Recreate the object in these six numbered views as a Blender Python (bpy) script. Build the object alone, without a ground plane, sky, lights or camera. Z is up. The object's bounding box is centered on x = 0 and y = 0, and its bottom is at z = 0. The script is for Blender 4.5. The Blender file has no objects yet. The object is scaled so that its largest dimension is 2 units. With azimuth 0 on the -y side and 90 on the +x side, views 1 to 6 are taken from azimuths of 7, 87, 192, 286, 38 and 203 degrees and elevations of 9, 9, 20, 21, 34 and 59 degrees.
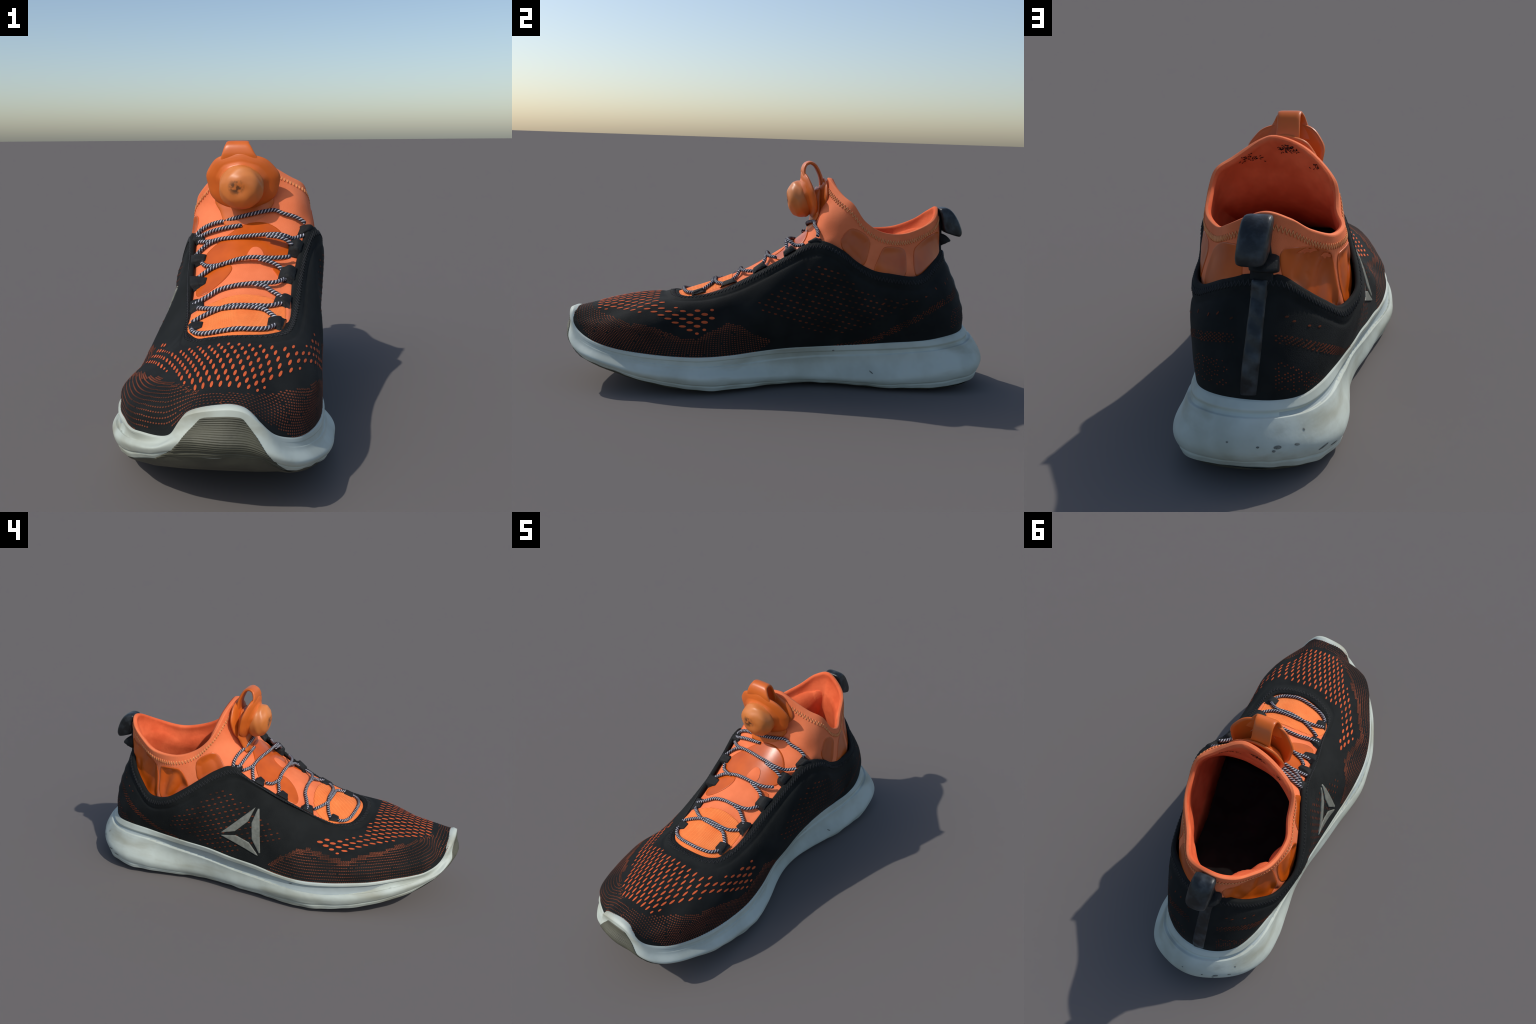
import bpy, bmesh, math, random
import numpy as np
from mathutils import Vector
from mathutils.bvhtree import BVHTree

random.seed(7)
RNG = np.random.default_rng(7)

# ------------------------------------------------------------------ splines
def closed_spline(P, n):
    """periodic Catmull-Rom through control points, n samples (index-uniform)"""
    P = np.asarray(P, float); S = len(P)
    u = np.arange(n) * S / n
    return closed_eval(P, u)

def closed_eval(P, u):
    P = np.asarray(P, float); S = len(P)
    u = np.asarray(u, float) % S
    i = np.floor(u).astype(int) % S; f = (u - np.floor(u))[:, None]
    p0, p1, p2, p3 = P[(i-1) % S], P[i], P[(i+1) % S], P[(i+2) % S]
    return 0.5*((2*p1) + (p2-p0)*f + (2*p0-5*p1+4*p2-p3)*f**2 + (3*p1-p0-3*p2+p3)*f**3)

def open_spline(P, n):
    P = np.asarray(P, float)
    return open_eval(P, np.linspace(0, len(P)-1, n))

def open_eval(P, u):
    P = np.asarray(P, float)
    Q = np.vstack([2*P[:1]-P[1:2], P, 2*P[-1:]-P[-2:-1]])
    i = np.clip(np.floor(u).astype(int), 0, len(P)-2); f = (u-i)[:, None]
    p0, p1, p2, p3 = Q[i], Q[i+1], Q[i+2], Q[i+3]
    return 0.5*((2*p1) + (p2-p0)*f + (2*p0-5*p1+4*p2-p3)*f**2 + (3*p1-p0-3*p2+p3)*f**3)

def radial(keys, t):
    """keys: list of (N,3) rings; returns (len(t),N,3) Catmull-Rom loft, t in 0..len-1"""
    K = np.stack(keys); Q = np.concatenate([2*K[:1]-K[1:2], K, 2*K[-1:]-K[-2:-1]])
    t = np.asarray(t, float)
    i = np.clip(np.floor(t).astype(int), 0, len(keys)-2); f = (t-i)[:, None, None]
    p0, p1, p2, p3 = Q[i], Q[i+1], Q[i+2], Q[i+3]
    return 0.5*((2*p1) + (p2-p0)*f + (2*p0-5*p1+4*p2-p3)*f**2 + (3*p1-p0-3*p2+p3)*f**3)

def smooth01(x):
    x = np.clip(x, 0, 1); return x*x*(3-2*x)

def interp(x, xs, ys):
    return np.interp(x, xs, ys)

def value_noise(P, scale, seed=0):
    """cheap smooth 3D noise from summed sines, -1..1"""
    r = np.random.default_rng(seed); out = np.zeros(P.shape[:-1])
    for k in range(7):
        d = r.normal(size=3); d /= np.linalg.norm(d)
        out += np.sin((P @ d)*scale*(0.6+0.9*r.random()) + r.random()*6.28)
    return out/4.0

# ------------------------------------------------------------------ meshes
ROOT = None
def make_obj(name, verts, faces, mat, smooth=True, parent=None, kind=None):
    me = bpy.data.meshes.new(name)
    me.from_pydata([tuple(map(float, v)) for v in verts], [], faces)
    me.update()
    if smooth:
        me.polygons.foreach_set('use_smooth', [True]*len(me.polygons))
    ob = bpy.data.objects.new(name, me)
    bpy.context.scene.collection.objects.link(ob)
    if mat: me.materials.append(mat)
    ob.parent = parent or ROOT
    if kind: ob["kind"] = kind
    return ob

def grid_faces(rows, cols, wrap=True, off=0, flip=False):
    F = []
    for r in range(rows-1):
        for c in range(cols if wrap else cols-1):
            a = off+r*cols+c; b = off+r*cols+(c+1) % cols
            d = off+(r+1)*cols+c; e = off+(r+1)*cols+(c+1) % cols
            F.append((a, d, e, b) if flip else (a, b, e, d))
    return F

def grid_normals(G, wrap=True):
    """outward normals for (rows,cols,3) grid"""
    du = np.roll(G, -1, 1)-np.roll(G, 1, 1)
    if not wrap:
        du[:, 0] = G[:, 1]-G[:, 0]; du[:, -1] = G[:, -1]-G[:, -2]
    dv = np.gradient(G, axis=0)
    n = np.cross(du, dv); l = np.linalg.norm(n, axis=-1, keepdims=True)
    return n/np.maximum(l, 1e-9)

def bvh_of(ob):
    me = ob.data
    return BVHTree.FromPolygons([v.co[:] for v in me.vertices], [p.vertices[:] for p in me.polygons])

# ------------------------------------------------------------------ materials
def new_mat(name):
    m = bpy.data.materials.new(name); m.use_nodes = True
    nt = m.node_tree; b = nt.nodes['Principled BSDF']
    return m, nt, b

def noise_mat(name, c1, c2, scale, rough=0.6, bump=0.0, bump_scale=200, detail=4, c3=None, spec=0.5, sheen=0.0, lo=.35, hi=.65):
    m, nt, b = new_mat(name)
    tc = nt.nodes.new('ShaderNodeTexCoord')
    n = nt.nodes.new('ShaderNodeTexNoise'); n.inputs['Scale'].default_value = scale; n.inputs['Detail'].default_value = detail
    nt.links.new(tc.outputs['Object'], n.inputs['Vector'])
    r = nt.nodes.new('ShaderNodeValToRGB')
    r.color_ramp.elements[0].position = lo; r.color_ramp.elements[1].position = hi
    r.color_ramp.elements[0].color = (*c1, 1); r.color_ramp.elements[1].color = (*c2, 1)
    if c3:
        e = r.color_ramp.elements.new(hi+.12); e.color = (*c3, 1)
    nt.links.new(n.outputs['Fac'], r.inputs['Fac'])
    nt.links.new(r.outputs['Color'], b.inputs['Base Color'])
    b.inputs['Roughness'].default_value = rough
    b.inputs['Specular IOR Level'].default_value = spec
    if sheen: b.inputs['Sheen Weight'].default_value = sheen
    if bump:
        n2 = nt.nodes.new('ShaderNodeTexNoise'); n2.inputs['Scale'].default_value = bump_scale; n2.inputs['Detail'].default_value = 2
        nt.links.new(tc.outputs['Object'], n2.inputs['Vector'])
        bp = nt.nodes.new('ShaderNodeBump'); bp.inputs['Strength'].default_value = bump; bp.inputs['Distance'].default_value = .004
        nt.links.new(n2.outputs['Fac'], bp.inputs['Height']); nt.links.new(bp.outputs['Normal'], b.inputs['Normal'])
    return m

BLACK = (.0075, .0085, .009)
M_KNIT = noise_mat('black_knit', (.0055, .0068, .0066), (.0105, .0122, .0118), 9, rough=.88, bump=.25, bump_scale=260, spec=.25)
M_STRAP = noise_mat('black_webbing', (.006, .007, .0075), (.013, .0145, .015), 30, rough=.75, bump=.3, bump_scale=150, spec=.3)
M_HEELSTRIP = noise_mat('worn_heel_tape', (.006, .008, .009), (.036, .044, .05), 22, rough=.4, bump=.2, bump_scale=90, c3=(.075, .09, .10), lo=.45, hi=.68)
M_FOAM = noise_mat('pale_midsole_foam', (.37, .395, .325), (.54, .595, .53), 4, rough=.55, bump=.12, bump_scale=60, detail=6, lo=.3, hi=.6)
def add_blotch(m, scale, col, lo, hi, fac):
    nt = m.node_tree; b = nt.nodes['Principled BSDF']; tc = nt.nodes.new('ShaderNodeTexCoord')
    mp = nt.nodes.new('ShaderNodeMapping'); mp.inputs['Scale'].default_value = (1, .45, 2.2); nt.links.new(tc.outputs['Object'], mp.inputs['Vector'])
    n = nt.nodes.new('ShaderNodeTexNoise'); n.inputs['Scale'].default_value = scale; n.inputs['Detail'].default_value = 7; nt.links.new(mp.outputs['Vector'], n.inputs['Vector'])
    r = nt.nodes.new('ShaderNodeMapRange'); r.inputs['From Min'].default_value = lo; r.inputs['From Max'].default_value = hi; r.inputs['To Max'].default_value = fac
    nt.links.new(n.outputs['Fac'], r.inputs['Value'])
    mix = nt.nodes.new('ShaderNodeMix'); mix.data_type = 'RGBA'; mix.inputs['B'].default_value = (*col, 1)
    old = b.inputs['Base Color'].links[0].from_socket
    nt.links.new(old, mix.inputs['A']); nt.links.new(r.outputs['Result'], mix.inputs['Factor']); nt.links.new(mix.outputs['Result'], b.inputs['Base Color'])
add_blotch(M_FOAM, 6, (.27, .25, .16), .52, .72, .55)
M_GREY_BAND = noise_mat('grey_midsole_foam', (.31, .355, .345), (.40, .455, .44), 5, rough=.6, bump=.12, bump_scale=60, detail=6, lo=.3, hi=.6)
M_OUTSOLE = noise_mat('olive_grey_rubber', (.055, .055, .038), (.10, .098, .066), 8, rough=.6, bump=.2, bump_scale=80)
M_SOCK = noise_mat('peach_sock_knit', (.80, .175, .06), (.92, .228, .088), 7, rough=.8, bump=.2, bump_scale=300, spec=.3)
M_KNIT_ORANGE = noise_mat('bright_orange_knit', (.95, .205, .045), (1.0, .255, .065), 12, rough=.8, spec=.3)
def add_courses(m, scale, strength):
    nt = m.node_tree; b = nt.nodes['Principled BSDF']; tc = nt.nodes.new('ShaderNodeTexCoord')
    w = nt.nodes.new('ShaderNodeTexWave'); w.bands_direction = 'Y'; w.inputs['Scale'].default_value = scale; w.inputs['Distortion'].default_value = .6
    nt.links.new(tc.outputs['Object'], w.inputs['Vector'])
    bp = nt.nodes.new('ShaderNodeBump'); bp.inputs['Strength'].default_value = strength; bp.inputs['Distance'].default_value = .003
    nt.links.new(w.outputs['Fac'], bp.inputs['Height']); nt.links.new(bp.outputs['Normal'], b.inputs['Normal'])
add_courses(M_KNIT_ORANGE, 48, .5)
M_BLADDER = noise_mat('orange_bladder_film', (.50, .078, .004), (.66, .115, .008), 6, rough=.32, bump=.06, bump_scale=25)
M_PUMP = noise_mat('orange_pump_rubber', (.60, .115, .010), (.72, .15, .018), 6, rough=.38, bump=.06, bump_scale=25)
M_BALL = noise_mat('worn_pump_ball', (.58, .165, .03), (.68, .215, .05), 9, rough=.42, bump=.05, bump_scale=25)
def add_smudge(m, centre, radius, col):
    nt = m.node_tree; b = nt.nodes['Principled BSDF']; tc = nt.nodes.new('ShaderNodeTexCoord')
    sub = nt.nodes.new('ShaderNodeVectorMath'); sub.operation = 'DISTANCE'; sub.inputs[1].default_value = centre
    nt.links.new(tc.outputs['Object'], sub.inputs[0])
    mr = nt.nodes.new('ShaderNodeMapRange'); mr.inputs['From Min'].default_value = radius; mr.inputs['From Max'].default_value = radius*.5
    nt.links.new(sub.outputs['Value'], mr.inputs['Value'])
    n = nt.nodes.new('ShaderNodeTexNoise'); n.inputs['Scale'].default_value = 55; nt.links.new(tc.outputs['Object'], n.inputs['Vector'])
    r = nt.nodes.new('ShaderNodeValToRGB'); r.color_ramp.elements[0].position = .42; r.color_ramp.elements[1].position = .58
    nt.links.new(n.outputs['Fac'], r.inputs['Fac'])
    mul = nt.nodes.new('ShaderNodeMath'); mul.operation = 'MULTIPLY'
    nt.links.new(mr.outputs['Result'], mul.inputs[0]); nt.links.new(r.outputs['Color'], mul.inputs[1])
    mix = nt.nodes.new('ShaderNodeMix'); mix.data_type = 'RGBA'; mix.inputs['B'].default_value = (*col, 1)
    old = b.inputs['Base Color'].links[0].from_socket
    nt.links.new(old, mix.inputs['A']); nt.links.new(mul.outputs[0], mix.inputs['Factor']); nt.links.new(mix.outputs['Result'], b.inputs['Base Color'])
add_smudge(M_BALL, (-.008, .022, .872), .036, (.16, .06, .02))
M_LINING = noise_mat('orange_lining', (.70, .11, .035), (.90, .18, .065), 8, rough=.85, bump=.25, bump_scale=80, spec=.2)
M_INNER_DARK = noise_mat('dark_insole', (.004, .004, .004), (.010, .009, .009), 12, rough=.9, spec=.15)
M_DOT = noise_mat('orange_mesh_dot', (.36, .06, .018), (.68, .12, .036), 4, rough=.8, spec=.2, lo=.3, hi=.55)
M_DOT_DIM = noise_mat('dim_orange_dot', (.04, .014, .006), (.22, .045, .016), 9, rough=.85, spec=.2, lo=.35, hi=.68)
M_DOT_FINE = noise_mat('fine_orange_dot', (.085, .028, .014), (.25, .066, .030), 7, rough=.85, spec=.2, lo=.35, hi=.65)
M_LOGO = noise_mat('silver_logo_print', (.145, .15, .122), (.20, .205, .172), 60, rough=.5, bump=.05)
M_LACE_DARK = noise_mat('lace_navy_yarn', (.008, .009, .016), (.022, .022, .034), 60, rough=.8)
M_LACE_LIGHT = noise_mat('lace_white_yarn', (.38, .38, .42), (.58, .58, .63), 60, rough=.75)
M_STITCH_TAN = noise_mat('tan_stitching', (.75, .27, .09), (.88, .36, .14), 40, rough=.8)
M_STITCH_BLACK = noise_mat('black_stitching', (.006, .007, .008), (.013, .014, .016), 80, rough=.7)

# ------------------------------------------------------------------ thing
ROOT = bpy.data.objects.new('running_shoe', None)
bpy.context.scene.collection.objects.link(ROOT)
ROOT["label"] = "black and orange knit running shoe with pale sole"
ROOT["category"] = "shoe"

# control stations round the shoe: start at the toe, along +x to the heel, back along -x
# each row: feather line (sole joint), lower wall, upper wall, throat/ankle edge
UPPER = [
 ((0.085,-0.97,0.34),(0.075,-0.8,0.374),(0.06,-0.64,0.405),(0.05,-0.482,0.416)),
 ((0.15,-0.973,0.336),(0.155,-0.815,0.362),(0.12,-0.65,0.399),(0.1,-0.48,0.418)),
 ((0.195,-0.962,0.297),(0.225,-0.81,0.325),(0.19,-0.63,0.392),(0.15,-0.47,0.418)),
 ((0.23,-0.926,0.254),(0.275,-0.77,0.31),(0.245,-0.59,0.392),(0.185,-0.452,0.42)),
 ((0.272,-0.86,0.222),(0.312,-0.69,0.3),(0.269,-0.53,0.392),(0.205,-0.425,0.422)),
 ((0.305,-0.765,0.198),(0.332,-0.6,0.295),(0.285,-0.45,0.395),(0.215,-0.37,0.433)),
 ((0.33,-0.66,0.185),(0.335,-0.51,0.29),(0.289,-0.36,0.405),(0.218,-0.3,0.455)),
 ((0.343,-0.53,0.175),(0.333,-0.4,0.3),(0.291,-0.25,0.435),(0.221,-0.21,0.495)),
 ((0.338,-0.38,0.168),(0.334,-0.27,0.32),(0.293,-0.14,0.475),(0.229,-0.1,0.558)),
 ((0.31,-0.235,0.173),(0.338,-0.15,0.345),(0.295,-0.02,0.54),(0.243,0.02,0.632)),
 ((0.27,-0.102,0.184),(0.325,-0.03,0.36),(0.301,0.085,0.595),(0.266,0.115,0.695)),
 ((0.252,0.03,0.197),(0.316,0.08,0.375),(0.324,0.165,0.612),(0.288,0.18,0.702)),
 ((0.228,0.16,0.2),(0.298,0.2,0.365),(0.325,0.25,0.575),(0.296,0.26,0.665)),
 ((0.215,0.29,0.205),(0.287,0.31,0.345),(0.311,0.33,0.495),(0.288,0.33,0.612)),
 ((0.216,0.4,0.213),(0.271,0.41,0.33),(0.292,0.41,0.455),(0.278,0.41,0.573)),
 ((0.23,0.51,0.225),(0.258,0.52,0.325),(0.276,0.51,0.44),(0.27,0.5,0.556)),
 ((0.24,0.61,0.235),(0.258,0.615,0.33),(0.268,0.613,0.44),(0.247,0.59,0.545)),
 ((0.227,0.715,0.245),(0.238,0.71,0.335),(0.234,0.693,0.45),(0.2,0.65,0.552)),
 ((0.18,0.825,0.262),(0.187,0.815,0.345),(0.168,0.783,0.465),(0.115,0.72,0.6)),
 ((0.1,0.885,0.27),(0.1,0.876,0.35),(0.07,0.832,0.48),(0.03,0.768,0.64)),
 ((0,0.905,0.272),(-0.01,0.9,0.36),(-0.03,0.855,0.49),(-0.04,0.778,0.65)),
 ((-0.09,0.885,0.266),(-0.11,0.865,0.36),(-0.112,0.82,0.48),(-0.098,0.765,0.64)),
 ((-0.16,0.832,0.26),(-0.185,0.8,0.35),(-0.182,0.755,0.46),(-0.16,0.73,0.585)),
 ((-0.205,0.745,0.261),(-0.23,0.715,0.345),(-0.237,0.685,0.425),(-0.215,0.67,0.525)),
 ((-0.236,0.632,0.26),(-0.262,0.61,0.335),(-0.275,0.6,0.4),(-0.262,0.6,0.477)),
 ((-0.255,0.52,0.25),(-0.282,0.51,0.325),(-0.3,0.5,0.4),(-0.302,0.49,0.492)),
 ((-0.276,0.39,0.24),(-0.305,0.38,0.33),(-0.318,0.38,0.43),(-0.29,0.4,0.545)),
 ((-0.293,0.26,0.23),(-0.305,0.25,0.345),(-0.303,0.27,0.48),(-0.262,0.32,0.6)),
 ((-0.307,0.13,0.206),(-0.298,0.13,0.33),(-0.268,0.19,0.52),(-0.234,0.24,0.65)),
 ((-0.323,0,0.19),(-0.288,0,0.33),(-0.237,0.08,0.53),(-0.208,0.16,0.672)),
 ((-0.336,-0.12,0.167),(-0.308,-0.12,0.293),(-0.21,-0.04,0.5),(-0.19,0.06,0.605)),
 ((-0.348,-0.25,0.156),(-0.312,-0.24,0.258),(-0.18,-0.15,0.45),(-0.178,-0.05,0.548)),
 ((-0.352,-0.37,0.166),(-0.308,-0.355,0.245),(-0.172,-0.255,0.406),(-0.158,-0.15,0.492)),
 ((-0.337,-0.48,0.177),(-0.316,-0.46,0.248),(-0.17,-0.35,0.374),(-0.14,-0.24,0.443)),
 ((-0.303,-0.6,0.186),(-0.283,-0.57,0.265),(-0.168,-0.45,0.361),(-0.125,-0.33,0.403)),
 ((-0.258,-0.705,0.2),(-0.252,-0.665,0.274),(-0.155,-0.525,0.361),(-0.108,-0.4,0.394)),
 ((-0.218,-0.795,0.213),(-0.215,-0.755,0.283),(-0.11,-0.585,0.368),(-0.075,-0.445,0.392)),
 ((-0.172,-0.858,0.223),(-0.162,-0.825,0.302),(-0.06,-0.625,0.38),(-0.035,-0.468,0.403)),
 ((-0.076,-0.914,0.236),(-0.078,-0.848,0.33),(-0.01,-0.64,0.392),(0,-0.478,0.41)),
 ((-0.012,-0.956,0.314),(0.02,-0.815,0.366),(0.025,-0.645,0.401),(0.025,-0.482,0.414)),
]
# widest line of the midsole at the same stations
BULGE = [
 (0.085,-0.994,0.25),(0.165,-0.986,0.245),(0.232,-0.966,0.21),(0.284,-0.922,0.178),(0.329,-0.845,0.155),
 (0.358,-0.74,0.128),(0.377,-0.64,0.108),(0.385,-0.51,0.092),(0.382,-0.37,0.08),(0.345,-0.225,0.075),
 (0.278,-0.07,0.065),(0.24,0.05,0.058),(0.228,0.17,0.055),(0.24,0.285,0.055),(0.262,0.395,0.058),
 (0.283,0.51,0.065),(0.293,0.62,0.08),(0.296,0.755,0.1),(0.251,0.9,0.12),(0.145,0.975,0.13),
 (0.02,0.998,0.132),(-0.104,0.965,0.13),(-0.212,0.892,0.12),(-0.276,0.785,0.105),(-0.292,0.65,0.09),
 (-0.278,0.52,0.075),(-0.268,0.39,0.065),(-0.277,0.26,0.06),(-0.305,0.13,0.06),(-0.332,-0.01,0.065),
 (-0.362,-0.125,0.075),(-0.383,-0.25,0.085),(-0.382,-0.365,0.09),(-0.365,-0.485,0.1),(-0.33,-0.605,0.118),
 (-0.288,-0.705,0.14),(-0.24,-0.792,0.16),(-0.185,-0.864,0.18),(-0.112,-0.93,0.205),(-0.02,-0.975,0.245),
]
NS = len(UPPER)
N = 480
FE, W1, W2, TE = [closed_spline([u[k] for u in UPPER], N) for k in range(4)]
BU = closed_spline(BULGE, N)

# ------------------------------------------------------------------ upper
LV = 44
tl = np.linspace(0, 3, LV)
G = radial([FE, W1, W2, TE], tl)
G = G.copy()
# arc length measured down from the throat edge
seg = np.linalg.norm(np.diff(G, axis=0), axis=-1)
dist = np.concatenate([np.cumsum(seg[::-1], 0)[::-1], np.zeros((1, N))], 0)
nrm = grid_normals(G)
welt = 0.007*np.exp(-((dist-.026)/.022)**2) - .004*np.exp(-((dist-.066)/.007)**2)
wob = .0035*value_noise(G, 9, 3)
side = smooth01((dist)/.05)*smooth01((dist[0][None]-dist)/.05)
G += nrm*(welt + wob*side)[..., None]
# edge rolled inwards, and a tuck under the sole
inward = G[-1]-nrm[-1]*.012 - (G[-2]-G[-1])*.3
inner2 = G[-4]-nrm[-4]*.022
tuck = G[0]-nrm[0]*.012+np.array([0, 0, -.02])
rows = np.concatenate([tuck[None], G, inward[None], inner2[None]], 0)
upper = make_obj('upper', rows.reshape(-1, 3), grid_faces(len(rows), N), M_KNIT)
UB = bvh_of(upper)
UG, UN = G, nrm

# ------------------------------------------------------------------ midsole
def bottom_z(y):
    return interp(y, [-1.02,-.96,-.9,-.8,-.7,-.6,-.5,-.4,-.3,0,.15,.3,.5,.7,.85,.95,1.02],
                     [.215,.178,.143,.10,.068,.044,.026,.015,.008,.010,.012,.010,.007,.008,.018,.036,.065])
tang = np.roll(BU, -1, 0)-np.roll(BU, 1, 0)
outv = np.stack([tang[:, 1], -tang[:, 0], np.zeros(N)], 1)
outv /= np.linalg.norm(outv, axis=1, keepdims=True)
Ecurve = BU-outv*.022; Ecurve[:, 2] = bottom_z(Ecurve[:, 1])+interp(Ecurve[:, 1], [-1,-.6,-.3,.5,.8,1], [.022,.018,.012,.012,.024,.03])
Ecurve[:, 2] = np.minimum(Ecurve[:, 2], BU[:, 2]-.03)
E2 = BU-outv*.075; E2[:, 2] = bottom_z(E2[:, 1])+.002
top = FE+outv*.006
st0 = np.arange(N)*NS/N
mid = top*.45+BU*.55+outv*interp(st0, [0,6,9,13,16,18,20,22,25,40], [-.006,-.008,-.018,-.02,-.012,.006,.012,.003,-.010,-.006])[:, None]; mid[:, 2] = top[:, 2]*.48+BU[:, 2]*.52
SL = 92
ts = np.linspace(0, 3, SL)
SG = radial([top, mid, BU, Ecurve], ts).copy()
sn = grid_normals(SG); sn = -sn
# make sure they point outwards
sn *= np.sign(np.sum(sn*outv[None], -1, keepdims=True)+1e-9)
# sidewall groove: starts high at the heel, sinks towards the forefoot
st_u = np.arange(N)*NS/N
gpos = interp(st_u, [0,3,9,12,20,24,28,32,36,40], [.5,.7,.85,.62,.5,.55,.95,1.35,1.2,.5])
gdep = interp(st_u, [0,3,6,10,16,20,22,24,30,34,37,40], [0,0,.003,.005,.008,.010,.011,.012,.014,.010,0,0])
lip = .35
rec = smooth01((ts[:, None]-lip*.8)/.10)*(1-smooth01((ts[:, None]-gpos[None])/.045))
SG -= sn*(rec*gdep[None])[..., None]
# foot line just above the outsole
SG -= sn*(.004*np.exp(-((ts-2.62)/.06)**2))[:, None, None]
SG += sn*(.002*value_noise(SG, 22, 5)+.003*smooth01((ts-2.3)/.5)[:, None]*value_noise(SG, 55, 6))[..., None]
seal = FE-outv*.03+np.array([0, 0, .004])
foot_in = E2
rows = np.concatenate([seal[None], top[None]*.5+seal[None]*.5+np.array([0, 0, .006]), SG, (Ecurve*.45+E2*.55-np.array([0,0,.002]))[None], E2[None]], 0)
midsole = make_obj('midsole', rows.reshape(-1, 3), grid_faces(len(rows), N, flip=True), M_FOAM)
midsole.data.materials.append(M_GREY_BAND)
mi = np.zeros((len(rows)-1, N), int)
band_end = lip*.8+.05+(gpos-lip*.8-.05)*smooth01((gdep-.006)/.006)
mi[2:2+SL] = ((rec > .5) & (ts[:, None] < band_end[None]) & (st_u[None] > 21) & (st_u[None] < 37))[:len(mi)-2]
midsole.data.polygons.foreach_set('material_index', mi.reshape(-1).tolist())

# ------------------------------------------------------------------ outsole (dark rubber underneath + toe bumper)
kk = interp(Ecurve[:, 1], [-.8, -.5, .7, .95], [.02, .35, .35, .15])[:, None]
kk2 = interp(Ecurve[:, 1], [-.75, -.45, .7, .95], [.25, .45, .45, .35])[:, None]
lump = .004*value_noise(Ecurve, 40, 8)[:, None]*np.array([0, 0, 1.])
rings = [Ecurve*(1-kk)+E2*kk+outv*.001+lump, Ecurve*(1-kk2)+E2*kk2+outv*.003*(1-kk2)+np.array([0, 0, -.006]), E2+np.array([0, 0, -.005])]
cen = np.stack([np.interp(BU[:, 1], [-1, -.4, .2, 1], [.08, 0, -.02, -.02]), BU[:, 1], np.zeros(N)], 1)
for k in (.35, .7, .97):
    r = E2*(1-k)+cen*k; r[:, 1] = E2[:, 1]*(1-k)+np.clip(E2[:, 1], -.80, .82)*k
    r[:, 2] = np.maximum(bottom_z(r[:, 1])-.008, 0)
    rings.append(r)
rows = np.stack(rings)
outsole = make_obj('outsole', rows.reshape(-1, 3), grid_faces(len(rows), N, flip=True), M_OUTSOLE)

# ------------------------------------------------------------------ sock: rings from forefoot to ankle opening
R_FORE = [(.05,-.50,.405),(.12,-.49,.405),(.198,-.45,.402),(.236,-.33,.42),(.25,0,.30),(.22,.35,.28),(.2,.62,.27),(.1,.80,.28),
          (-.02,.85,.28),(-.10,.82,.28),(-.17,.74,.27),(-.21,.58,.27),(-.24,.35,.26),(-.23,-.05,.34),(-.138,-.36,.382),(-.06,-.47,.382)]
R_INSTEP = [(.03,-.15,.536),(.11,-.15,.536),(.185,-.14,.53),(.236,-.08,.542),(.272,.08,.52),(.25,.4,.40),(.21,.63,.38),(.10,.79,.40),
            (-.03,.83,.42),(-.11,.80,.40),(-.19,.71,.38),(-.25,.57,.36),(-.26,.4,.38),(-.212,.1,.53),(-.165,-.1,.488),(-.06,-.14,.518)]
R_ANKLE = [(.02,.12,.718),(.11,.108,.71),(.21,.115,.68),(.277,.185,.68),(.282,.31,.60),(.265,.47,.545),(.20,.63,.53),(.09,.745,.58),
           (-.04,.785,.62),(-.115,.75,.585),(-.18,.685,.52),(-.25,.575,.455),(-.278,.46,.485),(-.255,.33,.57),(-.205,.17,.64),(-.09,.135,.70)]
R_COLLAR = [(.015,.178,.85),(.10,.178,.845),(.214,.192,.808),(.267,.272,.768),(.268,.365,.695),(.246,.47,.65),(.18,.60,.645),(.085,.725,.70),
            (-.04,.782,.745),(-.115,.745,.72),(-.17,.67,.65),(-.225,.575,.60),(-.268,.47,.615),(-.25,.36,.66),(-.212,.27,.735),(-.10,.21,.83)]
R_RIM = [(.01,.21,.972),(.085,.215,.962),(.18,.262,.905),(.238,.308,.865),(.254,.365,.79),(.238,.455,.742),(.165,.58,.735),(.085,.72,.787),
         (-.04,.768,.843),(-.125,.745,.815),(-.18,.675,.76),(-.235,.58,.718),(-.255,.45,.712),(-.225,.355,.742),(-.2,.27,.825),(-.1,.232,.927)]
NK = 320
keys = [closed_spline(r, NK) for r in (R_FORE, R_INSTEP, R_ANKLE, R_COLLAR, R_RIM)]
LK = 70
KG = radial(keys, np.linspace(0, 4, LK)).copy()
kn = grid_normals(KG)
KG += kn*(.003*value_noise(KG, 12, 11))[..., None]
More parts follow.
